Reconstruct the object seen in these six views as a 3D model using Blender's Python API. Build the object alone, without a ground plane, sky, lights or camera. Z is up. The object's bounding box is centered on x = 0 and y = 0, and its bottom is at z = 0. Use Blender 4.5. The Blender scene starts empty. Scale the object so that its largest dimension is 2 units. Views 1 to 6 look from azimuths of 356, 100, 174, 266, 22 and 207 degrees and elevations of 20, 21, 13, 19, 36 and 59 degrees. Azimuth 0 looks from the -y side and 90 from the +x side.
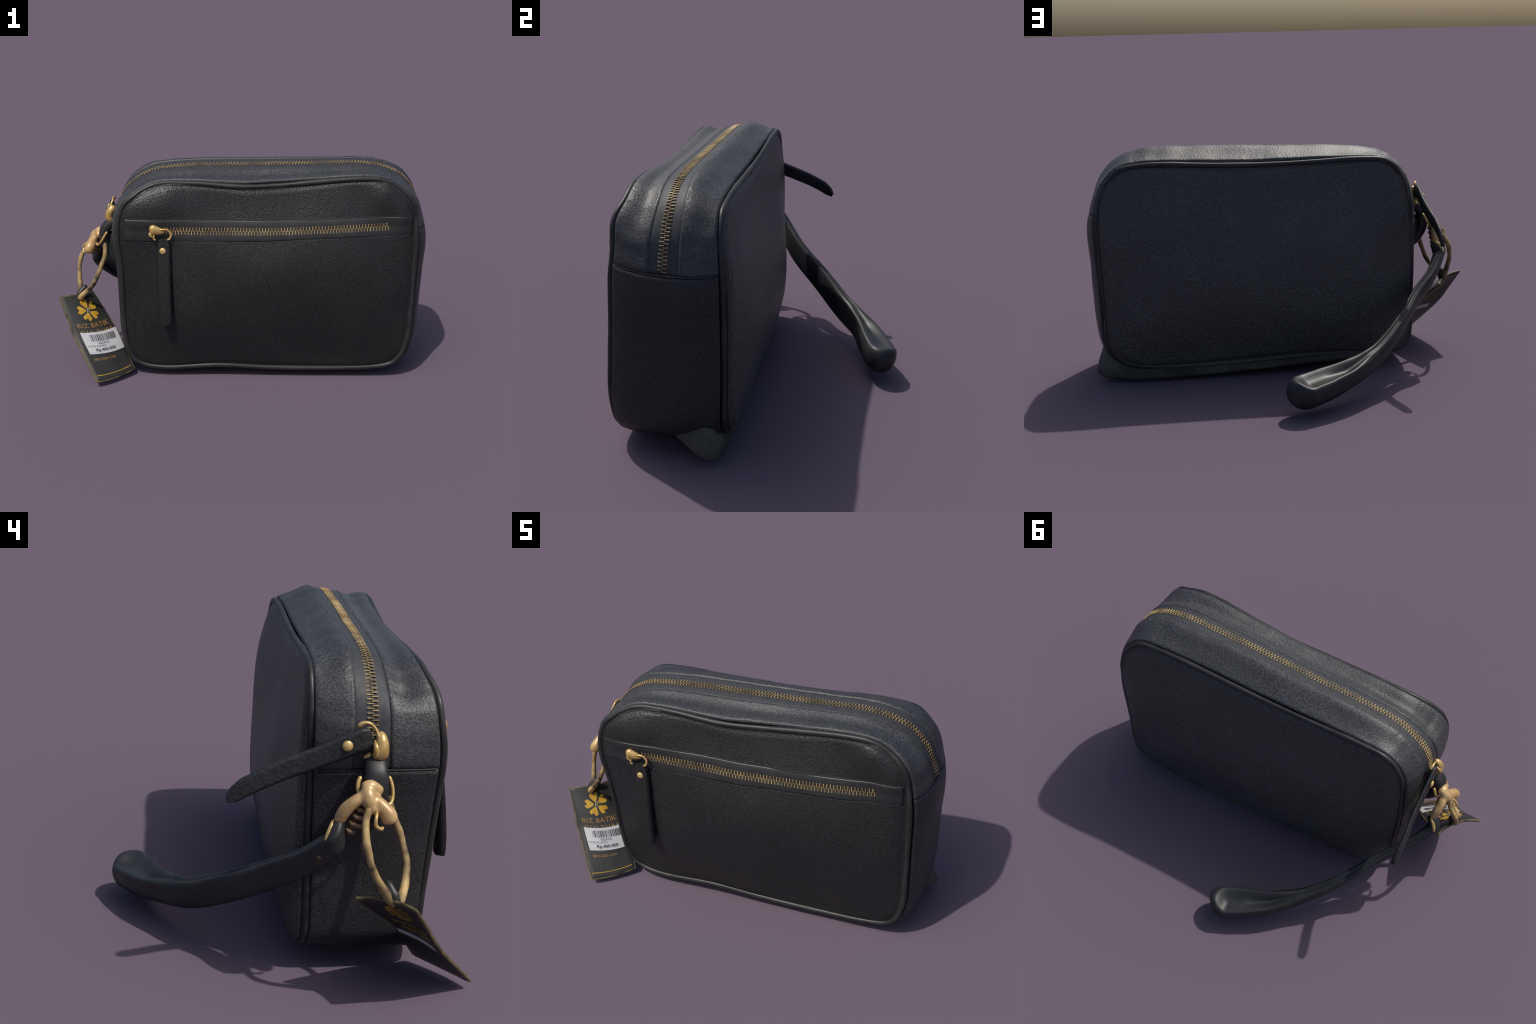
import bpy, bmesh, math, random
import numpy as np
from mathutils import Vector

random.seed(7)
rng = np.random.default_rng(7)
COL = bpy.context.scene.collection

# ------------------------------------------------------------------ materials
def new_mat(name):
    m = bpy.data.materials.new(name)
    m.use_nodes = True
    nt = m.node_tree
    return m, nt, nt.nodes["Principled BSDF"]

def N(nt, kind, **kw):
    n = nt.nodes.new(kind)
    for k, v in kw.items():
        setattr(n, k, v)
    return n

def ramp(nt, src, stops):
    r = N(nt, "ShaderNodeValToRGB")
    el = r.color_ramp.elements
    while len(el) < len(stops):
        el.new(0.5)
    for e, (p, c) in zip(el, stops):
        e.position = p
        e.color = (*c, 1)
    nt.links.new(src, r.inputs[0])
    return r.outputs[0]

def leather(name, dark, light, rough=0.5, cell=85, bump=0.35, spec=0.35, patch=0.35, coat=0.0):
    """pebbled leather: voronoi pebbles, broad noise patches, fine bump"""
    m, nt, b = new_mat(name)
    L = nt.links.new
    tc = N(nt, "ShaderNodeTexCoord")
    wob = N(nt, "ShaderNodeTexNoise"); wob.inputs["Scale"].default_value = 9
    L(tc.outputs["Object"], wob.inputs["Vector"])
    add = N(nt, "ShaderNodeMixRGB", blend_type="ADD"); add.inputs[0].default_value = 0.03
    L(tc.outputs["Object"], add.inputs[1]); L(wob.outputs["Color"], add.inputs[2])
    vor = N(nt, "ShaderNodeTexVoronoi"); vor.inputs["Scale"].default_value = cell
    L(add.outputs[0], vor.inputs["Vector"])
    peb = N(nt, "ShaderNodeMapRange")
    peb.inputs["From Min"].default_value = 0.05; peb.inputs["From Max"].default_value = 0.75
    peb.inputs["To Min"].default_value = 1.0; peb.inputs["To Max"].default_value = 0.0
    L(vor.outputs["Distance"], peb.inputs["Value"])
    big = N(nt, "ShaderNodeTexNoise"); big.inputs["Scale"].default_value = 4.5
    big.inputs["Detail"].default_value = 4
    L(tc.outputs["Object"], big.inputs["Vector"])
    mul = N(nt, "ShaderNodeMath", operation="MULTIPLY")
    L(peb.outputs[0], mul.inputs[0])
    bm = N(nt, "ShaderNodeMapRange")
    bm.inputs["From Min"].default_value = 0.35; bm.inputs["From Max"].default_value = 0.65
    bm.inputs["To Min"].default_value = 1 - patch; bm.inputs["To Max"].default_value = 1.0
    L(big.outputs["Fac"], bm.inputs["Value"]); L(bm.outputs[0], mul.inputs[1])
    L(ramp(nt, mul.outputs[0], [(0.1, dark), (0.9, light)]), b.inputs["Base Color"])
    bp = N(nt, "ShaderNodeBump")
    bp.inputs["Strength"].default_value = bump; bp.inputs["Distance"].default_value = 0.004
    L(peb.outputs[0], bp.inputs["Height"]); L(bp.outputs[0], b.inputs["Normal"])
    b.inputs["Roughness"].default_value = rough
    b.inputs["Specular IOR Level"].default_value = spec
    b.inputs["Coat Weight"].default_value = coat
    b.inputs["Coat Roughness"].default_value = 0.3
    return m

def plain(name, c1, c2, scale=30, rough=0.5, metal=0.0, spec=0.4, bump=0.0):
    m, nt, b = new_mat(name)
    tc = N(nt, "ShaderNodeTexCoord")
    no = N(nt, "ShaderNodeTexNoise"); no.inputs["Scale"].default_value = scale
    no.inputs["Detail"].default_value = 4
    nt.links.new(tc.outputs["Object"], no.inputs["Vector"])
    nt.links.new(ramp(nt, no.outputs["Fac"], [(0.35, c1), (0.65, c2)]), b.inputs["Base Color"])
    b.inputs["Roughness"].default_value = rough
    b.inputs["Metallic"].default_value = metal
    b.inputs["Specular IOR Level"].default_value = spec
    if bump:
        bp = N(nt, "ShaderNodeBump"); bp.inputs["Strength"].default_value = bump
        bp.inputs["Distance"].default_value = 0.003
        nt.links.new(no.outputs["Fac"], bp.inputs["Height"]); nt.links.new(bp.outputs[0], b.inputs["Normal"])
    return m

M_PANEL = leather("black_pebbled_leather", (.0125, .013, .0138), (.027, .0285, .0305), .42, 110, .28)
M_BACK = leather("black_back_leather", (.046, .046, .045), (.094, .094, .091), .42, 90, .55)  # grey tones, paler than the front panel's black, matched to the look of the back
M_GUSSET = leather("grained_gusset_leather", (.029, .030, .0325), (.085, .0875, .094), .50, 125, .2, spec=.5, patch=.5)  # sky sheen along the top painted into this paler blue-grey base colour
M_SIDE = leather("dark_side_leather", (.020, .020, .022), (.045, .046, .049), .43, 125, .2)
M_PIPE = plain("piping_leather", (.018, .018, .018), (.029, .029, .029), 12, .45)
M_PLACKET = plain("smooth_placket_leather", (.016, .017, .018), (.024, .025, .027), 10, .42, bump=.1)
M_TAPE = plain("zipper_tape_cloth", (.028, .030, .035), (.042, .045, .051), 60, .6, bump=.15)
M_STRAP = plain("smooth_strap_leather", (.013, .014, .015), (.024, .026, .028), 7, .46, spec=.42)
M_EDGE = plain("strap_edge_paint", (.018, .024, .028), (.034, .042, .047), 14, .4)
M_PULL = leather("pull_tab_leather", (.014, .015, .017), (.026, .028, .030), .5, 70, .25)
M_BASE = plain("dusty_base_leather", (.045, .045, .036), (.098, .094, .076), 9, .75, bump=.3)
M_SEAM = plain("seam_thread", (.022, .024, .027), (.050, .053, .058), 80, .6)
M_BRASS = plain("zipper_brass", (.18, .12, .048), (.42, .30, .125), 16, .5, .15)
M_GOLD = plain("polished_gold", (.45, .29, .09), (.68, .48, .20), 25, .3, .35, .5)
M_ROSE = plain("pale_gold_clasp", (.36, .22, .09), (.62, .42, .21), 14, .38, .15, .5)
M_BRONZE = plain("old_bronze_coil", (.10, .06, .03), (.26, .17, .10), 40, .5, .2)
M_CORD = plain("gold_black_cord", (.025, .023, .018), (.52, .36, .15), 13, .5)
M_CARD = plain("black_card", (.022, .022, .021), (.036, .036, .034), 8, .42)
M_FOIL = plain("gold_foil", (.36, .19, .02), (.52, .32, .035), 18, .45)
M_FOIL2 = plain("dull_gold_print", (.22, .12, .03), (.30, .17, .05), 40, .5)
M_STICKER = plain("white_sticker", (.40, .41, .43), (.50, .50, .51), 10, .55)
M_INK = plain("black_ink", (.02, .02, .028), (.05, .05, .06), 50, .6)
M_CARDEDGE = plain("gilt_card_edge", (.035, .030, .016), (.15, .12, .055), 22, .5)
M_OLDFOIL = plain("worn_foil", (.06, .04, .015), (.34, .21, .03), 30, .5)
M_GREYFOIL = plain("grey_monogram", (.25, .22, .14), (.4, .36, .25), 40, .5)

# ------------------------------------------------------------------ helpers
ROOT = bpy.data.objects.new("clutch_bag", None)
COL.objects.link(ROOT)
ROOT["label"] = "black leather wristlet clutch with brass zippers and hang tag"
ROOT["category"] = "clutch bag"

def obj(name, verts, faces, mat, parent=ROOT, smooth=True, sharp=None):
    me = bpy.data.meshes.new(name)
    me.from_pydata([tuple(map(float, v)) for v in verts], [], [tuple(map(int, f)) for f in faces])
    me.validate()
    me.update()
    me.materials.append(mat)
    if smooth:
        me.polygons.foreach_set("use_smooth", [True] * len(me.polygons))
        if sharp:
            me.set_sharp_from_angle(angle=math.radians(sharp))
    o = bpy.data.objects.new(name, me)
    COL.objects.link(o)
    o.parent = parent
    return o

def catmull(P, t, closed=False):
    """Catmull-Rom through control points P at fractional indices t"""
    P = np.asarray(P, float); n = len(P); t = np.asarray(t, float)
    i = np.floor(t).astype(int)
    if not closed:
        i = np.clip(i, 0, n - 2)
    f = (t - i)[:, None]
    g = (lambda k: P[k % n]) if closed else (lambda k: P[np.clip(k, 0, n - 1)])
    a, b, c, d = g(i - 1), g(i), g(i + 1), g(i + 2)
    return .5 * ((2 * b) + (c - a) * f + (2 * a - 5 * b + 4 * c - d) * f**2 + (3 * b - a - 3 * c + d) * f**3)

def spline(P, n):
    return catmull(P, np.linspace(0, len(P) - 1, n))

def norm(v):
    return v / np.maximum(np.linalg.norm(v, axis=-1, keepdims=True), 1e-9)

def grid_faces(nu, nv, off=0, closed_u=False, flip=False):
    f = []
    for i in range(nu if closed_u else nu - 1):
        for j in range(nv - 1):
            a, b = off + i * nv + j, off + ((i + 1) % nu) * nv + j
            q = (a, b, b + 1, a + 1)
            f.append(q[::-1] if flip else q)
    return f

def slab(name, top, bot, mat, parent=ROOT, closed_u=False, sharp=None):
    """closed solid between two grids of points (nu, nv, 3)"""
    nu, nv = top.shape[:2]
    V = np.concatenate([top.reshape(-1, 3), bot.reshape(-1, 3)])
    o = nu * nv
    F = grid_faces(nu, nv, 0, closed_u) + grid_faces(nu, nv, o, closed_u, True)
    for i in range(nu if closed_u else nu - 1):
        a, b = i * nv, ((i + 1) % nu) * nv
        F.append((a, a + o, b + o, b))
        a += nv - 1; b += nv - 1
        F.append((a, b, b + o, a + o))
    if not closed_u:
        for j in range(nv - 1):
            a = j
            F.append((a, a + 1, a + 1 + o, a + o))
            a = (nu - 1) * nv + j
            F.append((a, a + o, a + 1 + o, a + 1))
    return obj(name, V, F, mat, parent, sharp=sharp)

def frames(path, up):
    T = norm(np.gradient(path, axis=0))
    U = np.broadcast_to(np.asarray(up, float), path.shape)
    S = norm(np.cross(T, U))
    U = np.cross(S, T)
    return T, S, U

def tube_geo(path, ra, rb=None, seg=14, up=(0, 0, 1), closed=False, power=2.0, twist=None):
    """swept super-ellipse; ra sideways and rb along 'up', one radius per point"""
    path = np.asarray(path, float); n = len(path)
    ra = np.broadcast_to(np.asarray(ra, float), (n,))
    rb = ra if rb is None else np.broadcast_to(np.asarray(rb, float), (n,))
    if closed:
        ext = np.concatenate([path[-1:], path, path[:1]])
        T = norm(ext[2:] - ext[:-2])
        U = np.broadcast_to(np.asarray(up, float), path.shape)
        S = norm(np.cross(T, U)); U = np.cross(S, T)
    else:
        T, S, U = frames(path, up)
    a = np.linspace(0, 2 * np.pi, seg, endpoint=False)
    ca = np.sign(np.cos(a)) * np.abs(np.cos(a)) ** (2 / power)
    sa = np.sign(np.sin(a)) * np.abs(np.sin(a)) ** (2 / power)
    V = path[:, None] + S[:, None] * (ra[:, None] * ca)[..., None] + U[:, None] * (rb[:, None] * sa)[..., None]
    V = V.reshape(-1, 3)
    F = []
    for i in range(n if closed else n - 1):
        for j in range(seg):
            p, q = i * seg, ((i + 1) % n) * seg
            F.append((p + j, p + (j + 1) % seg, q + (j + 1) % seg, q + j))
    if not closed:
        F.append(tuple(range(seg))[::-1])
        F.append(tuple((n - 1) * seg + j for j in range(seg)))
    return V, F

def tube(name, path, ra, mat, rb=None, parent=ROOT, **kw):
    V, F = tube_geo(path, ra, rb, **kw)
    return obj(name, V, F, mat, parent, sharp=60)

def merge(parts):
    V, F, o = [], [], 0
    for v, f in parts:
        V.append(np.asarray(v)); F += [tuple(i + o for i in q) for q in f]; o += len(v)
    return np.concatenate(V), F

def taper(n, r, e0=.35, e1=.35, k=4):
    """radius list with rounded ends"""
    R = np.full(n, r, float) if np.isscalar(r) else np.interp(np.linspace(0, 1, n), np.linspace(0, 1, len(r)), r)
    for i in range(k):
        s = math.sqrt(1 - (1 - (i + .3) / k) ** 2)
        R[i] *= s; R[-1 - i] *= s
    return R

def box_geo(c, X, Y, Z):
    c, X, Y, Z = (np.asarray(a, float) for a in (c, X, Y, Z))
    V = [c + sx * X + sy * Y + sz * Z for sz in (-1, 1) for sx, sy in ((-1, -1), (1, -1), (1, 1), (-1, 1))]
    F = [(3, 2, 1, 0), (4, 5, 6, 7), (0, 1, 5, 4), (1, 2, 6, 5), (2, 3, 7, 6), (3, 0, 4, 7)]
    return np.array(V), F

def dome_geo(c, nrm, r, h, seg=20, rings=6):
    nrm = norm(np.asarray(nrm, float)); a = norm(np.cross(nrm, [.3, .2, .9])); b = np.cross(nrm, a)
    V, F = [], []
    for k in range(rings):
        t = k / rings * math.pi / 2
        for j in range(seg):
            q = 2 * math.pi * j / seg
            V.append(np.asarray(c) + (a * math.cos(q) + b * math.sin(q)) * r * math.cos(t) + nrm * h * math.sin(t))
    V.append(np.asarray(c) + nrm * h)
    for k in range(rings - 1):
        for j in range(seg):
            F.append((k * seg + j, k * seg + (j + 1) % seg, (k + 1) * seg + (j + 1) % seg, (k + 1) * seg + j))
    for j in range(seg):
        F.append(((rings - 1) * seg + j, (rings - 1) * seg + (j + 1) % seg, rings * seg))
    F.append(tuple(range(seg))[::-1])
    return np.array(V), F

def fuse(o, voxel, iters):
    """melt overlapping pieces of one mesh into a single smooth skin"""
    m = o.modifiers.new("fuse", "REMESH"); m.mode = "VOXEL"; m.voxel_size = voxel; m.use_smooth_shade = True
    m = o.modifiers.new("relax", "SMOOTH"); m.iterations = iters; m.factor = .5
    dg = bpy.context.evaluated_depsgraph_get()
    me = bpy.data.meshes.new_from_object(o.evaluated_get(dg))
    me.name = o.name
    o.modifiers.clear(); o.data = me

# ------------------------------------------------------------------ bag outline stations
# seen from the front, starting at the bottom middle and running up the left end:
# front rim / middle of the gusset / back rim, as (x, y, z)
STATIONS = [
    ((.15, -.507, .043), (.15, -.30, .062), (.15, -.050, .072)),
    ((-.14, -.507, .057), (-.15, -.30, .075), (-.15, -.055, .085)),
    ((-.42, -.502, .041), (-.42, -.30, .075), (-.42, -.06, .080)),
    ((-.56, -.492, .060), (-.57, -.30, .082), (-.555, -.07, .085)),
    ((-.62, -.490, .118), (-.640, -.30, .125), (-.625, -.08, .110)),
    ((-.646, -.490, .230), (-.662, -.30, .22), (-.652, -.085, .19)),
    ((-.656, -.500, .42), (-.672, -.29, .42), (-.656, -.085, .42)),
    ((-.664, -.516, .636), (-.684, -.285, .636), (-.655, -.085, .62)),
    ((-.682, -.524, .80), (-.695, -.28, .80), (-.648, -.085, .79)),
    ((-.674, -.515, .91), (-.683, -.28, .90), (-.635, -.085, .91)),
    ((-.646, -.507, .98), (-.650, -.28, .98), (-.615, -.085, .985)),
    ((-.60, -.499, 1.022), (-.600, -.28, 1.035), (-.575, -.085, 1.05)),
    ((-.535, -.480, 1.063), (-.535, -.28, 1.08), (-.51, -.085, 1.09)),
    ((-.44, -.467, 1.090), (-.450, -.28, 1.111), (-.41, -.085, 1.100)),
    ((-.26, -.469, 1.093), (-.268, -.28, 1.130), (-.24, -.085, 1.098)),
    ((-.03, -.476, 1.084), (-.030, -.282, 1.138), (0, -.085, 1.094)),
    ((.19, -.468, 1.096), (.194, -.286, 1.147), (.22, -.085, 1.092)),
    ((.42, -.472, 1.119), (.430, -.286, 1.155), (.44, -.085, 1.100)),
    ((.58, -.479, 1.134), (.600, -.285, 1.160), (.60, -.080, 1.108)),
    ((.70, -.481, 1.131), (.725, -.284, 1.145), (.72, -.078, 1.106)),
    ((.79, -.487, 1.098), (.830, -.28, 1.10), (.818, -.076, 1.086)),
    ((.866, -.510, 1.032), (.906, -.28, 1.018), (.886, -.068, 1.02)),
    ((.893, -.508, .93), (.945, -.28, .93), (.924, -.054, .93)),
    ((.907, -.516, .80), (.984, -.28, .78), (.936, -.044, .80)),
    ((.908, -.520, .60), (.979, -.28, .60), (.931, -.039, .60)),
    ((.908, -.528, .40), (.974, -.28, .40), (.924, -.036, .40)),
    ((.903, -.530, .24), (.962, -.30, .24), (.922, -.034, .22)),
    ((.864, -.522, .118), (.920, -.30, .12), (.875, -.035, .13)),
    ((.77, -.515, .062), (.82, -.30, .075), (.77, -.040, .080)),
    ((.50, -.510, .043), (.50, -.30, .060), (.50, -.045, .066)),
]
FR, GM, BR = (np.array([s[k] for s in STATIONS], float) for k in range(3))
NST = len(STATIONS)
SEAM_L, SEAM_R = 7.8, 22.55          # where the top gusset ends, left and right

def surf(u, v):
    """gusset surface: u around the outline (station units), v front rim -> back rim"""
    u = np.asarray(u, float); v = np.asarray(v, float)
    f, g, b = (catmull(A, u.ravel() % NST, True).reshape(u.shape + (3,)) for A in (FR, GM, BR))
    w = 1 - np.abs(2 * v - 1) ** 2.6
    lin = f + (b - f) * v[..., None]
    P = lin + (g - .5 * (f + b)) * w[..., None]
    # along the top the leather sags behind the front rim and stands up behind the zipper
    top = np.clip((P[..., 2] - .93) / .12, 0, 1); top = top * top * (3 - 2 * top)
    P[..., 2] += top * (.019 * np.exp(-((v - .68) / .13) ** 2) - .027 * np.exp(-((v - .24) / .13) ** 2))
    return P

def surf_n(u, v, e=.02):
    du = surf(u + e, v) - surf(u - e, v)
    dv = surf(u, v + e) - surf(u, v - e)
    return norm(np.cross(du, dv))

def gusset_slab(name, u0, u1, v0, v1, nu, nv, mat, lift, edge=.02, thick=.012, wrinkle=0.0, closed=False):
    uu = np.linspace(u0, u1, nu, endpoint=not closed)
    vv = np.linspace(0, 1, nv); vv = v0 + (v1 - v0) * (.5 - .5 * np.cos(np.pi * (.15 * vv**0 * 0 + vv)))
    U, V = np.meshgrid(uu, vv, indexing="ij")
    P, n = surf(U, V), surf_n(U, V)
    d = np.minimum(V - v0, v1 - V)
    if not closed:
        d = np.minimum(d, np.minimum(U - u0, u1 - U) * .25)
    h = lift - (lift + .003) * np.clip(1 - d / edge, 0, 1) ** 2
    if wrinkle:
        h = h + .45 * wrinkle * np.exp(-((d - .05) / .05) ** 2) * np.sin(U * 31 + 3 * np.sin(U * 7)) * np.clip(.5 + np.sin(U * 1.7), 0, 1)
        h = h + wrinkle * np.clip(d / .05, 0, 1) * (np.sin(U * 5.1 + V * 7) * np.sin(U * 2.3 - V * 11 + 1))
    return slab(name, P + n * h[..., None], P - n * thick, mat, closed_u=closed)

# lining core keeps the bag opaque and closed behind its panels
gusset_slab("front_gusset_strip", SEAM_L, SEAM_R, .03, .375, 260, 26, M_GUSSET, .006, .025, wrinkle=.0016)
gusset_slab("back_gusset_strip", SEAM_L, SEAM_R, .63, .975, 260, 26, M_GUSSET, .006, .025, wrinkle=.0016)
gusset_slab("lower_gusset", SEAM_R, SEAM_L + NST, .03, .975, 240, 40, M_SIDE, .006, .02, wrinkle=.001)
gusset_slab("zipper_tape", SEAM_L + .02, SEAM_R - .02, .36, .645, 220, 16, M_TAPE, .0005, .01)

# ------------------------------------------------------------------ piping round both rims
uu = np.linspace(0, NST, 360, endpoint=False)
def rim(v, push):
    U = uu; V = np.full_like(U, v)
    p = surf(U, V)
    c = np.array([.13, 0, .6]); d = p - c; d[:, 1] = 0
    return p + norm(d) * push
def waver(P, amp, seed):
    a = np.linspace(0, 2 * np.pi, len(P), endpoint=False); q = np.random.default_rng(seed)
    w = sum(q.normal() * np.sin(k * a + q.uniform(0, 6)) / k ** .5 for k in (5, 9, 14, 23, 37))
    c = np.array([.13, 0, .6]); d = P - c; d[:, 1] = 0
    return P + norm(d) * (amp * w)[:, None], 1 + .10 * w / np.abs(w).max()
front_pipe = rim(.0, -.012); front_pipe[:, 1] += .004
front_pipe, fw = waver(front_pipe, .0010, 5)
tube("front_piping", front_pipe, .0135 * fw, M_PIPE, closed=True, up=(0, 1, 0), seg=14)
back_pipe = rim(1.0, -.012); back_pipe[:, 1] -= .002
back_pipe, bw = waver(back_pipe, .0010, 8)
tube("back_piping", back_pipe, .0135 * bw, M_PIPE, closed=True, up=(0, 1, 0), seg=14)

# ------------------------------------------------------------------ front and back panels
class Bulge:
    """thin plate through scattered (x, z) -> y points"""
    def __init__(s, pts):
        p = np.array(pts, float); s.c = p[:, [0, 2]]; n = len(p)
        K = s.k(np.linalg.norm(s.c[:, None] - s.c[None], axis=-1)) + np.eye(n) * 2e-3
        Q = np.c_[np.ones(n), s.c]
        A = np.block([[K, Q], [Q.T, np.zeros((3, 3))]])
        s.w = np.linalg.solve(A, np.r_[p[:, 1], 0, 0, 0])
    @staticmethod
    def k(r):
        return np.where(r > 1e-9, r * r * np.log(np.maximum(r, 1e-9)), 0)
    def __call__(s, x, z):
        q = np.stack([np.asarray(x, float), np.asarray(z, float)], -1)
        K = s.k(np.linalg.norm(q[..., None, :] - s.c, axis=-1))
        n = len(s.c)
        return K @ s.w[:n] + s.w[n] + q @ s.w[n + 1:]

front_y = Bulge([tuple(p) for p in FR] + [
    (-.42, -.546, .75), (-.26, -.553, .80), (-.04, -.560, .80), (.18, -.566, .81), (.40, -.566, .83),
    (.64, -.556, .83), (-.37, -.534, .87), (.07, -.543, .88), (.52, -.544, .90), (.73, -.526, .90),
    (.15, -.606, .66), (.60, -.593, .68), (.80, -.567, .55),
    (-.45, -.556, .36), (-.56, -.525, .45), (-.30, -.583, .38), (.15, -.602, .50), (.55, -.590, .50), (.15, -.563, .26),
    (-.40, -.535, .20), (.60, -.558, .25), (.5, -.525, .14), (.78, -.548, .32), (-.1, -.498, .98), (.25, -.502, .99), (.6, -.510, 1.02),
    (.80, -.530, .99), (-.58, -.530, .95), (-.53, -.522, 1.0), (-.42, -.510, 1.035), (.72, -.522, 1.07), (.83, -.538, .94)])
back_y = Bulge([tuple(p + [0, np.interp(p[2], [.82, 1.06], [.03, .008]), 0]) for p in BR] + [
    (.15, .013, .65), (-.08, .031, .43), (-.30, .014, .52), (-.20, .003, .72), (-.12, .026, .28), (.60, .032, .48), (.15, -.044, .92), (.15, .026, .28),
    (-.45, -.042, .82), (.72, -.004, .85), (-.45, -.006, .25), (.70, .022, .25), (-.2, -.052, .92), (.5, -.032, .93)])

def panel(name, R, yfun, sign, mat, inset, groove, nu=420, ns=70):
    u = np.linspace(0, NST, nu, endpoint=False)
    r = catmull(R, u, True)
    c = np.array([.13, 0, .60])
    s = np.linspace(0, 1, ns) ** .8
    s = s * (1 - inset)
    s[0] = 0
    X = c[0] + (r[:, None, 0] - c[0]) * s; Z = c[2] + (r[:, None, 2] - c[2]) * s
    Y = yfun(X, Z)
    d = np.linalg.norm(np.stack([r[:, None, 0] - X, r[:, None, 2] - Z], -1), axis=-1)
    Y = Y - sign * groove * np.clip(1 - np.abs(d - .03) / .022, 0, 1) ** 1.2   # stitched-down border
    Y = Y + sign * .0018 * np.sin(X * 9 + Z * 5) * np.sin(Z * 8 - X * 3 + 1) * np.clip(d / .1, 0, 1)
    P = np.stack([X, Y, Z], -1)
    Q = P.copy(); Q[..., 1] -= sign * .02
    if sign > 0:
        P, Q = P[:, ::-1], Q[:, ::-1]
    o = slab(name, P, Q, mat, closed_u=True)
    bm = bmesh.new(); bm.from_mesh(o.data)
    bmesh.ops.remove_doubles(bm, verts=bm.verts, dist=1e-6)     # close the fan at the panel's middle
    bm.to_mesh(o.data); bm.free()
    return o

panel("front_panel", FR, front_y, -1, M_PANEL, .02, .0055)
panel("back_panel", BR, back_y, 1, M_BACK, .02, .012)

# ------------------------------------------------------------------ front pocket: placket, zipper, stitching
def zip_z(x):   return np.interp(x, [-.65, -.15, .07, .30, .52, .73, .9], [.846, .851, .853, .863, .878, .886, .893])
def low_z(x):   return np.interp(x, [-.65, -.26, -.04, .18, .40, .64, .88], [.788, .793, .800, .811, .826, .836, .842])
def high_z(x):  return np.interp(x, [-.65, -.2, .1, .4, .7, .88], [.905, .905, .91, .921, .936, .945])

def smooth(f, x, w=.06):
    return sum(f(x + k * w) for k in (-2, -1, 0, 1, 2)) / 5

def on_front(x, z, lift):
    x = np.asarray(x, float); z = np.asarray(z, float); e = .004
    y = front_y(x, z)
    nx = (front_y(x + e, z) - front_y(x - e, z)) / (2 * e)
    nz = (front_y(x, z + e) - front_y(x, z - e)) / (2 * e)
    n = norm(np.stack([nx, -np.ones_like(nx), nz], -1))
    return np.stack([x, y, z], -1) + n * np.asarray(lift)[..., None], n

xs = np.linspace(-.635, .865, 160); t = np.linspace(0, 1, 17)
X = np.repeat(xs[:, None], 17, 1)
Z = smooth(low_z, X) + (smooth(high_z, X) - smooth(low_z, X)) * t
H = .0028 - .0028 * np.abs(2 * t - 1) ** 6 - .0022 * np.clip(1 - np.abs(t - .5) / .22, 0, 1)
H = np.broadcast_to(H, X.shape)
T_, _ = on_front(X, Z, H); B_, _ = on_front(X, Z, H * 0 - .008)
slab("pocket_placket", T_[:, ::-1], B_[:, ::-1], M_PLACKET)

def stitch_geo(pts, nrm, side, ln=.010, wd=.0016, ht=.0014):
    out = []
    for p, n, s in zip(pts, nrm, side):
        out.append(box_geo(p, s * ln * .5, np.cross(n, s) * wd, n * ht))
    return merge(out)

def run(P, step):
    d = np.r_[0, np.cumsum(np.linalg.norm(np.diff(P, axis=0), axis=1))]
    k = np.arange(step / 2, d[-1], step)
    return np.stack([np.interp(k, d, P[:, i]) for i in range(3)], -1), k / d[-1]

front_stitches = []
for zf, dz in ((low_z, -.004), (high_z, .005)):
    x = np.linspace(-.60, .85, 200)
    P, n = on_front(x, smooth(zf, x) + dz, x * 0 + .0005)
    Q, k = run(P, .015)
    nn = norm(np.stack([np.interp(k, np.linspace(0, 1, 200), n[:, i]) for i in range(3)], -1))
    front_stitches.append(stitch_geo(Q, nn, norm(np.gradient(Q, axis=0))))
o = obj("pocket_stitching", *merge(front_stitches), M_SEAM, smooth=False); o["kind"] = "stuff"

def tooth_geo(p, along, across, up, la=.0026, wa=.0105, ht=.0026):
    """one brass tooth: a bar with a wider foot and a narrower nose, chamfered on top"""
    prof = [(-1, 1.0), (-.6, 1.0), (.3, .75), (1, .9)]
    V, F = [], []
    for a, w in prof:
        for s, h in ((-1, 0), (-1, .7), (-.6, 1), (.6, 1), (1, .7), (1, 0)):
            V.append(p + across * a * wa + along * s * la * w + up * ht * (h - .2))
    for i in range(len(prof) - 1):
        for j in range(6):
            F.append((i * 6 + j, i * 6 + (j + 1) % 6, (i + 1) * 6 + (j + 1) % 6, (i + 1) * 6 + j))
    F.append(tuple(range(6))[::-1]); F.append(tuple(18 + j for j in range(6)))
    return np.array(V), F

def teeth(P, Nn, pitch):
    C, k = run(P, pitch / 2)
    nn = norm(np.stack([np.interp(k, np.linspace(0, 1, len(Nn)), Nn[:, i]) for i in range(3)], -1))
    al = norm(np.gradient(C, axis=0)); out = []
    for i, (c, n, a) in enumerate(zip(C, nn, al)):
        side = 1 if i % 2 else -1
        x = np.cross(n, a) * side
        j = 1 + .08 * rng.standard_normal()
        yaw = a + x * .06 * rng.standard_normal()
        out.append(tooth_geo(c - x * .0085 * j + n * .001, norm(yaw), x, n))
    return merge(out)

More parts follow.
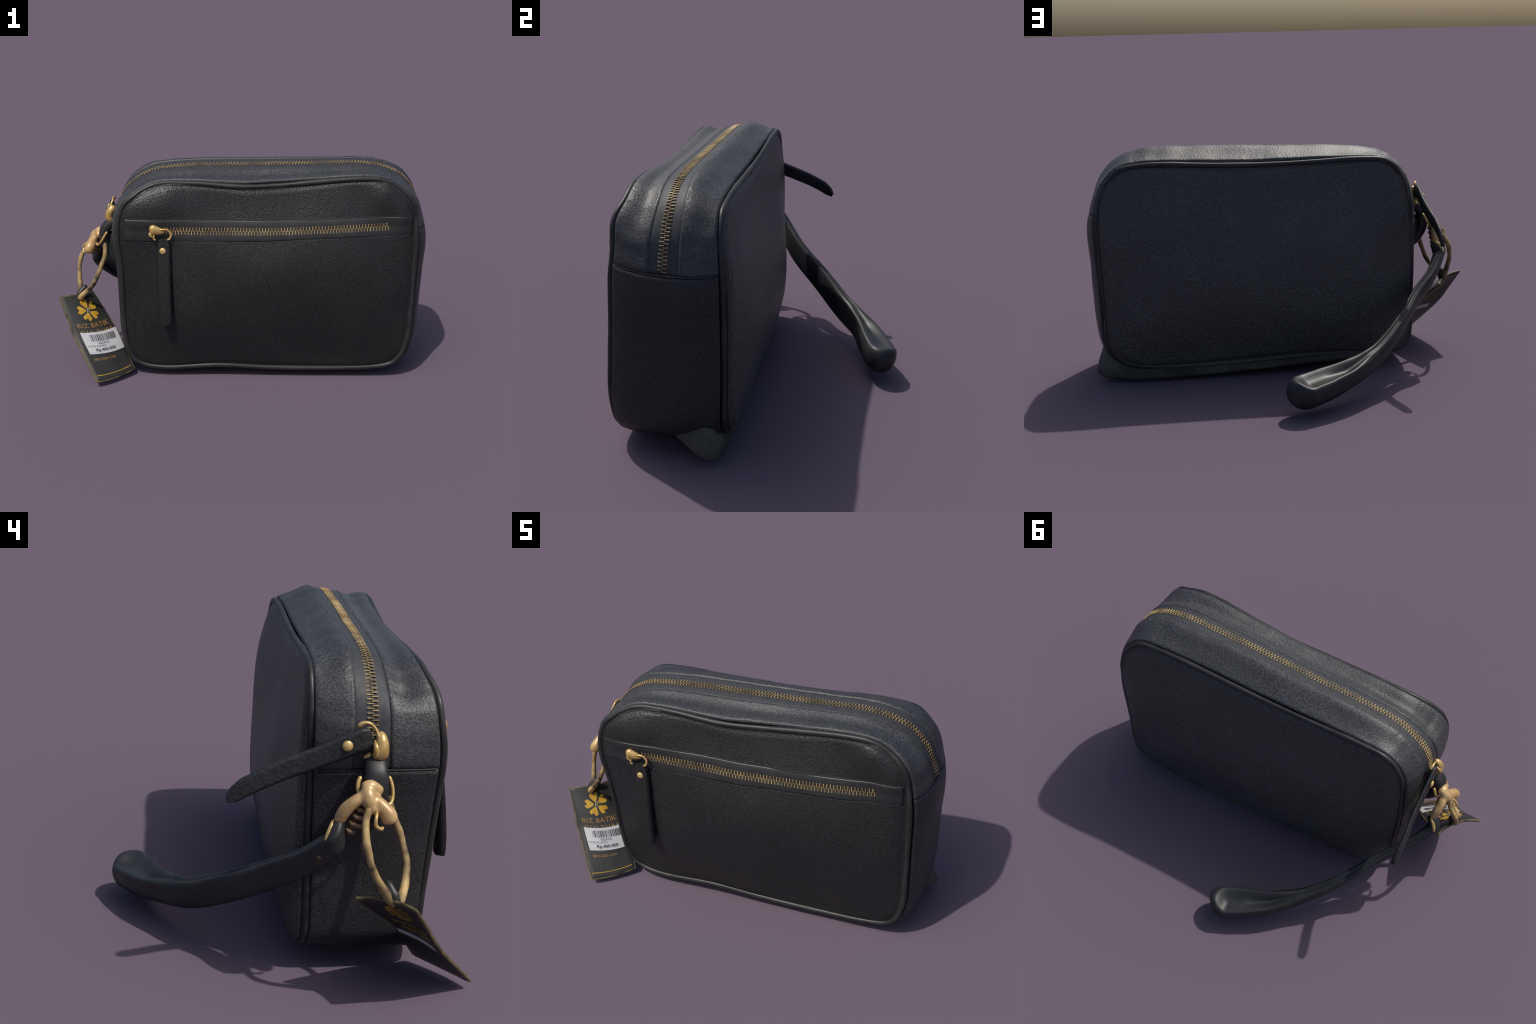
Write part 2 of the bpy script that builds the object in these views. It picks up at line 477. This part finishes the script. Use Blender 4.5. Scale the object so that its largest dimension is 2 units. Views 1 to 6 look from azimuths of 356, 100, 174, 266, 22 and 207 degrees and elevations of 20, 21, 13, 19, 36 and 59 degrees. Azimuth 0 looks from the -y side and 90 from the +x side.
x = np.linspace(-.43, .742, 220)
P, n = on_front(x, smooth(zip_z, x), x * 0 + .0012)
pz = obj("pocket_zipper_teeth", *teeth(P, n, .0163), M_BRASS, sharp=30); pz["kind"] = "stuff"
u = np.linspace(8.75, SEAM_R - .05, 500); v = u * 0 + .5
P, n = surf(u, v), surf_n(u, v)
tz = obj("top_zipper_teeth", *teeth(P + n * .002, n, .0158), M_BRASS, sharp=30); tz["kind"] = "stuff"

# seam threads along the zipper opening and round the gusset ends
sts = []
for vv_ in (.345, .660):
    u = np.linspace(SEAM_L + .1, SEAM_R - .1, 500); v = u * 0 + vv_
    P, n = surf(u, v), surf_n(u, v)
    P = P + n * .0052
    Q, k = run(P, .016)
    nn = norm(np.stack([np.interp(k, np.linspace(0, 1, 500), n[:, i]) for i in range(3)], -1))
    sts.append(stitch_geo(Q, nn, norm(np.gradient(Q, axis=0)), .011, .0016, .001))
o = obj("gusset_stitching", *merge(sts), M_SEAM, smooth=False); o["kind"] = "stuff"
for us in (SEAM_L, SEAM_R):
    v = np.linspace(.05, .95, 60); u = v * 0 + us
    tube("gusset_seam", surf(u, v) + surf_n(u, v) * .0015, .0035, M_SEAM, up=(1, 0, 0), seg=8)

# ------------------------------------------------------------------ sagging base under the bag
def base_part():
    na, nr = 160, 16
    a = np.linspace(0, 2 * np.pi, na, endpoint=False)
    ca, sa = np.cos(a), np.sin(a)
    p = 7.0
    rr = (np.abs(ca) ** p + np.abs(sa) ** p) ** (-1 / p)
    cx, cy, hx, hy = .145, -.265, .755, .235
    ex, ey = cx + hx * rr * ca, cy + hy * rr * sa
    def floor(x, y):                      # hanging depth of the sagging bottom
        f = np.clip((x + .65) / 1.6, 0, 1); b = np.clip((y + .36) / .27, 0, 1); b = b * b * (3 - 2 * b)
        front = np.interp(f, [0, .1, .5, .8, .9, 1], [.080, .056, .038, .050, .105, .150])
        back = np.interp(f, [0, .2, .5, .75, .9, 1], [.085, .062, .032, .014, .008, .020])
        return front + (back - front) * b + .004 * np.sin(x * 13) * np.sin(y * 9 + 1) * (1 - b)
    flare = np.exp(-(((ex - .93) / .085) ** 2 + ((ey + .115) / .11) ** 2))
    rows = []
    prof = [(1.0, .135), (1.004, .10), (1.0, .075), (.985, .045)]
    for k, (s, top) in enumerate(prof):
        x = cx + (ex - cx) * s; y = cy + (ey - cy) * s
        fl = floor(x, y)
        zz = np.maximum(fl + [.09, .045, .018, .004][k], fl)
        push = flare * [.048, .080, .098, .075][k]
        rows.append(np.stack([x + push, y + push * .25 + .010 * flare, zz + flare * [.085, .04, .014, .006][k]], -1))
    for s in np.linspace(.94, .02, 10):
        x = cx + (ex - cx) * s; y = cy + (ey - cy) * s
        rows.append(np.stack([x, y, floor(x, y)], -1))
    V = np.concatenate([r for r in rows])
    n = len(rows); F = []
    for k in range(n - 1):
        for j in range(na):
            F.append((k * na + j, (k + 1) * na + j, (k + 1) * na + (j + 1) % na, k * na + (j + 1) % na))
    F.append(tuple((n - 1) * na + j for j in range(na))[::-1])
    F.append(tuple(range(na)))
    return obj("base", V, F, M_BASE)
base_part()

# ------------------------------------------------------------------ pocket zipper slider and pull tab
def front_path(pts, n, lift):
    P = spline([(a, 0, b) for a, b in pts], n)
    return on_front(P[:, 0], P[:, 2], np.broadcast_to(lift, n))

sl = []
P, n_ = front_path([(-.503, .857), (-.485, .858), (-.46, .853), (-.425, .850)], 14, .016)
sl.append(tube_geo(P, taper(14, [.022, .029, .022, .013]), taper(14, [.014, .018, .016, .010]), up=(0, -1, 0)))
P, _ = front_path([(-.500, .845), (-.494, .828), (-.485, .818)], 10, .012)
sl.append(tube_geo(P, taper(10, [.012, .011, .008]), up=(0, -1, 0), seg=10))
slider = obj("pocket_zipper_slider", *merge(sl), M_GOLD, sharp=50)
P, _ = front_path([(-.452, .862), (-.415, .862), (-.394, .838), (-.398, .814), (-.412, .808)], 30, .026)
ring = [tube_geo(P, taper(30, .0055), up=(0, -1, 0), seg=10)]
P, _ = front_path([(-.478, .832), (-.480, .815), (-.470, .806)], 16, .024)
ring.append(tube_geo(P, taper(16, .0055), up=(0, -1, 0), seg=10))
obj("pull_ring", *merge(ring), M_GOLD, parent=slider, sharp=50)

def strip_slab(name, C, W, Nrm, width, thick, mat, parent=ROOT, nw=11, endround=True):
    """leather strip along C with sideways vectors W and face normals Nrm"""
    m = len(C); t = np.linspace(-1, 1, nw)
    width = np.broadcast_to(width, (m,))
    edge = np.sqrt(np.clip(1 - np.abs(t) ** 10, 0, 1))
    top = C[:, None] + W[:, None] * (width[:, None] * t)[..., None] + Nrm[:, None] * (thick * .5 * (.3 + .7 * edge))[None, :, None]
    bot = C[:, None] + W[:, None] * (width[:, None] * t)[..., None] - Nrm[:, None] * (thick * .5 * (.3 + .7 * edge))[None, :, None]
    return slab(name, top, bot, mat, parent, sharp=50)

k = 60; tt = np.linspace(0, 1, k)
px = -.431 + .024 * tt; pzv = .812 - .458 * tt
P, n = on_front(px, pzv, .008 + .030 * tt)
W = np.broadcast_to(np.array([1., 0, 0]), P.shape)
wd = np.interp(tt, [0, .03, .1, .3, .93, .98, 1], [.022, .028, .033, .032, .031, .027, .018])
strip_slab("pocket_pull_tab", P[:, :], -W, n, wd + .003, .034, M_PANEL, slider)
c, nn = on_front(np.array([-.433]), np.array([.748]), np.array([.0275]))
obj("pull_rivet", *dome_geo(c[0], nn[0], .0175, .008), M_GOLD, parent=slider)

# ------------------------------------------------------------------ top zipper slider, ring and pull tab at the left end
sl = []
sl.append(tube_geo(spline([(-.700, -.300, .905), (-.722, -.303, .875), (-.728, -.300, .842), (-.708, -.296, .820)], 16),
                   taper(16, [.014, .022, .026, .024]), taper(16, [.016, .02, .022, .018]), up=(1, 0, 0)))
sl.append(tube_geo(spline([(-.712, -.282, .882), (-.738, -.282, .862), (-.738, -.284, .838), (-.715, -.280, .818)], 14),
                   taper(14, [.007, .010, .010, .008]), up=(0, 1, 0), seg=10))
sl.append(tube_geo(spline([(-.705, -.268, .835), (-.715, -.262, .825), (-.705, -.250, .822)], 10), taper(10, .011), up=(1, 0, 0), seg=10))
top_slider = obj("top_zipper_slider", *merge(sl), M_GOLD, sharp=50)
tube("pull_ring", spline([(-.702, -.228, .922), (-.706, -.240, .935), (-.708, -.262, .935), (-.714, -.282, .918), (-.725, -.292, .890)], 30),
     taper(30, [.009, .007, .005, .005]), M_GOLD, parent=top_slider, up=(1, 0, 0), seg=10)
C = spline([(-.715, -.270, .888), (-.722, -.225, .880), (-.724, -.114, .834), (-.730, 0, .794), (-.738, .077, .763), (-.740, .150, .728), (-.736, .200, .700)], 60)
T_ = norm(np.gradient(C, axis=0))
nrm = norm(np.cross(np.array([.12, 0, 1.]), T_) * 1.0)
nrm = np.where(nrm[:, :1] > 0, -nrm, nrm)
Wd = norm(np.cross(nrm, T_)); Wd = np.where(Wd[:, 2:] < 0, -Wd, Wd)
tw = np.linspace(0, 1, 60)
wid = np.interp(tw, [0, .04, .12, .8, .9, 1], [.022, .032, .037, .031, .026, .008])
C2 = C + Wd * np.interp(tw, [0, .8, 1], [0, 0, -.012])[:, None]
strip_slab("top_pull_tab", C2, -np.cross(nrm, T_), nrm, wid, .020, M_PULL, top_slider)
obj("pull_rivet", *dome_geo((-.7355, -.190, .869), nrm[12], .018, .010), M_GOLD, parent=top_slider)

# ------------------------------------------------------------------ D-ring tab on the left end
tabp = spline([(-.683, -.285, .815), (-.715, -.285, .808), (-.748, -.285, .775), (-.755, -.285, .735), (-.745, -.285, .680), (-.715, -.285, .630), (-.675, -.285, .60)], 36)
tube("ring_tab", tabp, np.interp(np.linspace(0, 1, 36), [0, .3, .6, 1], [.036, .038, .04, .036]), M_STRAP,
     rb=np.interp(np.linspace(0, 1, 36), [0, .2, .5, 1], [.02, .026, .03, .02]), up=(1, 0, .01), seg=18, power=3)
tube("ring_tab_fill", spline([(-.66, -.285, .76), (-.70, -.285, .72), (-.70, -.285, .66), (-.66, -.285, .63)], 16), .036, M_STRAP, rb=.04, up=(1, 0, .01), seg=14)
dring = spline([(-.745, -.236, .770), (-.757, -.226, .752), (-.768, -.226, .728), (-.785, -.236, .708), (-.80, -.28, .692),
                (-.79, -.325, .690), (-.770, -.338, .715), (-.752, -.336, .745), (-.738, -.328, .768)], 60)
ringo = tube("d_ring", dring, taper(60, [.008, .007, .006, .006, .007]), M_GOLD, up=(1, .2, .3), seg=10)

# ------------------------------------------------------------------ clasp with its two arms, coil and hook
def blob(path, r, **kw):
    n = 24
    return tube_geo(spline(path, n), taper(n, r), up=kw.pop("up", (1, 0, .3)), seg=16, **kw)

cl = [
    blob([(-.780, -.252, .748), (-.806, -.250, .728), (-.822, -.258, .700), (-.838, -.272, .675)], [.020, .025, .024, .016]),
    blob([(-.800, -.262, .722), (-.822, -.288, .700), (-.834, -.312, .672), (-.842, -.322, .642)], [.018, .023, .029, .025]),
    blob([(-.800, -.245, .725), (-.806, -.212, .708), (-.802, -.180, .675), (-.792, -.160, .628)], [.018, .021, .023, .019]),
    blob([(-.79, -.235, .742), (-.785, -.262, .748), (-.786, -.30, .728)], [.018, .024, .016]),
]
clasp = obj("swivel_clasp", *merge(cl), M_ROSE, parent=ringo)
fuse(clasp, .005, 5)
tube("clasp_hook", spline([(-.845, -.275, .690), (-.868, -.268, .672), (-.872, -.268, .650), (-.868, -.285, .636), (-.858, -.293, .640)], 24),
     taper(24, .006), M_GOLD, parent=ringo, up=(0, 1, .1), seg=10)
th = np.linspace(0, 7 * np.pi, 120); f = th / th[-1]
coil = np.stack([-.800 - .008 * f + .016 * np.cos(th), -.225 + .035 * f + .022 * np.sin(th) - .02, .690 - .085 * f], -1)
tube("clasp_coil", coil, .0085, M_BRONZE, parent=ringo, up=(0, .3, 1), seg=8)

# ------------------------------------------------------------------ wrist strap
CP = [(-.792, -.165, .628), (-.812, -.152, .588), (-.800, -.132, .548), (-.742, -.058, .470), (-.632, .042, .376), (-.512, .190, .274),
      (-.378, .322, .190), (-.234, .438, .158), (-.108, .503, .134), (-.002, .553, .119), (.048, .598, .114)]
n = 90
C = spline(CP, n)
ts = np.linspace(0, len(CP) - 1, n)
wide = np.interp(ts, [0, 1, 2, 3, 4, 5, 6, 7, 8, 9, 10], [.025, .036, .043, .046, .054, .059, .061, .067, .080, .082, .074])
thin = np.interp(ts, [0, 1, 2, 3, 4, 5, 6, 7, 8, 9, 10], [.018, .027, .030, .026, .027, .029, .036, .056, .078, .083, .074])
for i in range(9):
    s = math.sqrt(1 - (1 - (i + .15) / 9) ** 2)
    wide[-1 - i] *= s; thin[-1 - i] *= s
UPV = (-.25, .15, 1)
V, F = tube_geo(C, thin, wide, seg=40, up=UPV, power=3.0)
V2, _ = tube_geo(C, thin, wide, seg=40, up=UPV, power=2.1)
bl = np.repeat(np.interp(ts, [0, 5.5, 8], [0, 0, 1]), 40)[:, None]
V = V * (1 - bl) + V2 * bl
# crease between the two folded layers, and the hollow of the loop, open upwards
V = V.reshape(n, 40, 3)
T_, S_, U_ = frames(C, UPV)
rel = V - C[:, None]
su = (rel * U_[:, None]).sum(-1) / np.maximum(wide[:, None], 1e-4)
ss = (rel * S_[:, None]).sum(-1) / np.maximum(thin[:, None], 1e-4)
crease = np.exp(-(ss / .2) ** 2) * (np.abs(su) > .5) * np.interp(ts, [0, 2, 3, 6.5, 8], [0, 0, 1, 1, 0])[:, None]
hollow = np.clip(1 - (ss / .85) ** 2, 0, 1) ** 1.3 * np.clip(su * 1.4, 0, 1) * np.clip(np.sin(np.pi * np.clip((ts - 6.3) / 3.3, 0, 1)) * 1.4, 0, 1)[:, None]
V = V - rel * (crease * .34)[..., None] - U_[:, None] * (hollow * wide[:, None] * .60)[..., None]
strap = obj("wrist_strap", V.reshape(-1, 3), F, M_STRAP)
tube("strap_ring", spline([(-.788, -.150, .640), (-.812, -.135, .620), (-.826, -.122, .590), (-.822, -.118, .570)], 20), taper(20, [.008, .009, .006]), M_GOLD,
     parent=strap, up=(0, 1, .2), seg=10)
obj("strap_stud", *dome_geo((-.808, -.108, .522), (-.9, .1, .0), .016, .006), M_BRONZE, parent=strap)

# ------------------------------------------------------------------ hang tag
GT = np.array([                       # rows from the top edge down; left, middle, right
    [(-.994, -.387, .411), (-.895, -.325, .400), (-.839, -.225, .384)],
    [(-.953, -.440, .320), (-.842, -.398, .312), (-.765, -.300, .300)],
    [(-.910, -.495, .227), (-.785, -.462, .215), (-.690, -.385, .212)],
    [(-.845, -.568, .130), (-.735, -.518, .118), (-.640, -.440, .120)],
    [(-.776, -.645, .032), (-.683, -.580, .028), (-.591, -.490, .036)],
])

def tag_pt(a, b, lift=0.0):
    """a: 0 left - 1 right, b: 0 top - 1 bottom, on the tag's printed face"""
    a = np.atleast_1d(np.asarray(a, float)); b = np.atleast_1d(np.asarray(b, float))
    def ev(a, b):
        cols = [catmull(GT[:, k], np.clip(b, -.02, 1.02) * 4) for k in range(3)]
        l = np.clip(a, -.02, 1.02)[:, None]
        return cols[0] * (2 * (l - .5) * (l - 1)) + cols[1] * (4 * l * (1 - l)) + cols[2] * (2 * l * (l - .5))
    e = .01
    n = norm(np.cross(ev(a, b + e) - ev(a, b - e), ev(a + e, b) - ev(a - e, b)))
    return ev(a, b) + n * (lift + 0.0), n

na, nb = 24, 48
A, B = np.meshgrid(np.linspace(0, 1, na), np.linspace(0, 1, nb), indexing="ij")
E_ = np.minimum(np.minimum(A, 1 - A) * .24, np.minimum(B, 1 - B) * .5)
half = .0085 * (.35 + .65 * np.sqrt(np.clip(1 - (1 - np.clip(E_ / .01, 0, 1)) ** 2, 0, 1)))
Pm, nm = tag_pt(A.ravel(), B.ravel())
Pm = Pm.reshape(na, nb, 3); nm = nm.reshape(na, nb, 3)
FACE = .0085
tag = slab("hang_tag", Pm + nm * half[..., None] , Pm - nm * half[..., None], M_CARD, sharp=60)

def printed(name, polys, mat, lift, thick=.0012):
    """flat shapes in tag coordinates (metres: x right, y down) laid on the curved tag as thin solids"""
    V, F, o = [], [], 0
    for pts, faces in polys:
        pts = np.array(pts, float)
        p, n = tag_pt(pts[:, 0] / .235, pts[:, 1] / .506)
        m = len(pts)
        V += [p + n * (FACE + lift + thick), p + n * (FACE + lift - .0006)]
        edges = {}
        for f in faces:
            F.append(tuple(i + o for i in f)); F.append(tuple(i + o + m for i in f)[::-1])
            for a, b in zip(f, f[1:] + f[:1]):
                edges[(a, b)] = edges.get((a, b), 0) + 1
        for (a, b) in edges:
            if (b, a) not in edges:
                F.append((b + o, a + o, a + o + m, b + o + m))
        o += 2 * m
    ob = obj(name, np.concatenate(V), F, mat, parent=tag, smooth=False)
    return ob

def text_poly(body, size, x, y, rot=0, bold=0.0, shear=0.0, stretch=1.0, space=1.0):
    cu = bpy.data.curves.new("lettering", "FONT")
    cu.body = body; cu.size = size; cu.offset = bold; cu.shear = shear; cu.space_character = space
    cu.resolution_u = 3
    ob = bpy.data.objects.new("lettering", cu); COL.objects.link(ob)
    me = ob.to_mesh()
    pts = np.array([v.co[:2] for v in me.vertices]).reshape(-1, 2)
    faces = [tuple(p.vertices) for p in me.polygons]
    ob.to_mesh_clear(); bpy.data.objects.remove(ob); bpy.data.curves.remove(cu)
    c, s = math.cos(rot), math.sin(rot)
    q = np.stack([x + (pts[:, 0] * stretch) * c + pts[:, 1] * s, y - (pts[:, 1] * c - pts[:, 0] * stretch * s)], -1)
    return q, [f[::-1] for f in faces] if False else faces

def rect(x0, y0, x1, y1, nx=8, ny=4):
    xs = np.linspace(x0, x1, nx); ys = np.linspace(y1, y0, ny)
    pts = [(a, b) for b in ys for a in xs]
    f = [(j * nx + i, j * nx + i + 1, (j + 1) * nx + i + 1, (j + 1) * nx + i) for j in range(ny - 1) for i in range(nx - 1)]
    return pts, f

def petal(cx, cy, ang, r0, r1, w):
    """one notched blossom petal"""
    prof = [(0, .24), (.3, .62), (.6, .98), (.72, 1.0), (.88, .85), (1.0, .50), (.74, .02)]
    L = [(r0 + (r1 - r0) * a, w * b) for a, b in prof]
    pts = L + [(a, -b) for a, b in L[::-1]]
    c, s = math.cos(ang), math.sin(ang)
    q = [(cx + a * c - b * s, cy - (a * s + b * c)) for a, b in pts]
    m = len(q)
    q.append((cx + (r0 + .6 * (r1 - r0)) * c, cy - (r0 + .6 * (r1 - r0)) * s))     # fan round the petal's middle
    return q, [(m, (i + 1) % m, i) for i in range(m)]

FX, FY = .122, .106
printed("blossom_print", [petal(FX, FY, math.radians(100 + 72 * i), .015, .061, .0225) for i in range(5)]
        , M_FOIL, 0)
printed("monogram_print", [text_poly("R", .040, FX - .014, FY + .014, 0, 0, .25)], M_GREYFOIL, 0)
printed("name_print", [text_poly("RIZ BATIK", .037, .030, .203, .0, 0, 0, 1.0, 1.05),
                       text_poly("CULTURE", .033, .036, .241, .0, 0, 0, 1.0, 1.35),
                       text_poly("0812-2287-3787", .0185, .040, .394, 0, 0, 0, 1.0, 1.0)], M_FOIL2, 0)
printed("hem_stitch_print", [rect(.014 + i * .0095, .466, .014 + i * .0095 + .0072, .4705, 2, 2) for i in range(22)], M_FOIL, 0)
SX0, SY0, SX1, SY1 = .032, .231, .229, .358
printed("price_sticker", [rect(SX0, SY0, SX1, SY1, 16, 10)], M_STICKER, .0018, .0010)
bars, bx = [], .068
brng = random.Random(3)
while bx < .205:
    w = brng.choice([.0016, .0016, .003, .0045])
    bars.append(rect(bx, .246, bx + w, .284, 2, 5)); bx += w + brng.choice([.0018, .0026, .004])
printed("barcode_print", bars, M_INK, .0030, .0006)
printed("price_print", [text_poly("RIZPC0", .018, .100, .302), text_poly("OUCH COWO", .0145, .038, .317),
                        text_poly("Rp.400.000", .024, .072, .343, 0, .0006)], M_INK, .0030, .0006)

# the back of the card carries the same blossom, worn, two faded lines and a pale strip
printed("back_blossom_print", [petal(FX, .085, math.radians(100 + 72 * i), .006, .052, .026) for i in range(5)], M_OLDFOIL, -2 * FACE - .0006)
printed("back_name_print", [text_poly("RIZ BATIK", .037, .030, .190), text_poly("CULTURE", .033, .036, .228)], M_OLDFOIL, -2 * FACE - .0006)
printed("back_strip", [rect(.045, .262, .222, .292, 16, 4)], M_STICKER, -2 * FACE - .0006)
eb = np.concatenate([np.stack([np.linspace(0, 1, 20), np.zeros(20)], -1)[:-1], np.stack([np.ones(40), np.linspace(0, 1, 40)], -1)[:-1],
                     np.stack([np.linspace(1, 0, 20), np.ones(20)], -1)[:-1], np.stack([np.zeros(40), np.linspace(1, 0, 40)], -1)[:-1]])
ep, en = tag_pt(eb[:, 0], eb[:, 1])
tube("card_edge", ep, .0058, M_CARDEDGE, parent=tag, closed=True, up=(.67, -.5, .55), seg=8)

# ------------------------------------------------------------------ tag cord: two strands meeting in the tag's eyelet
sL = [(-.826, -.262, .712), (-.850, -.240, .660), (-.886, -.238, .600), (-.896, -.247, .562), (-.900, -.257, .522), (-.896, -.280, .472), (-.892, -.302, .436), (-.888, -.325, .402), (-.890, -.345, .385)]
sR = [(-.750, -.325, .705), (-.752, -.348, .635), (-.768, -.366, .589), (-.784, -.377, .549), (-.805, -.387, .501), (-.838, -.382, .454), (-.870, -.368, .418), (-.892, -.350, .388)]
tube("tag_cord", spline(sL, 60), taper(60, [.012, .0115, .0135, .011, .012, .014, .018, .020]), M_CORD, up=(1, .2, 0), seg=12)
tube("tag_cord", spline(sR, 60), taper(60, [.012, .012, .0135, .0115, .013, .0135, .015, .018]), M_CORD, up=(1, .2, 0), seg=12)
tube("cord_knot", spline([(-.893, -.342, .380), (-.880, -.328, .412), (-.868, -.322, .436), (-.858, -.318, .455)], 16),
     taper(16, [.030, .030, .020, .010]), M_CARD, parent=tag, rb=taper(16, [.016, .020, .016, .010]), up=(.67, -.5, .3), seg=14)
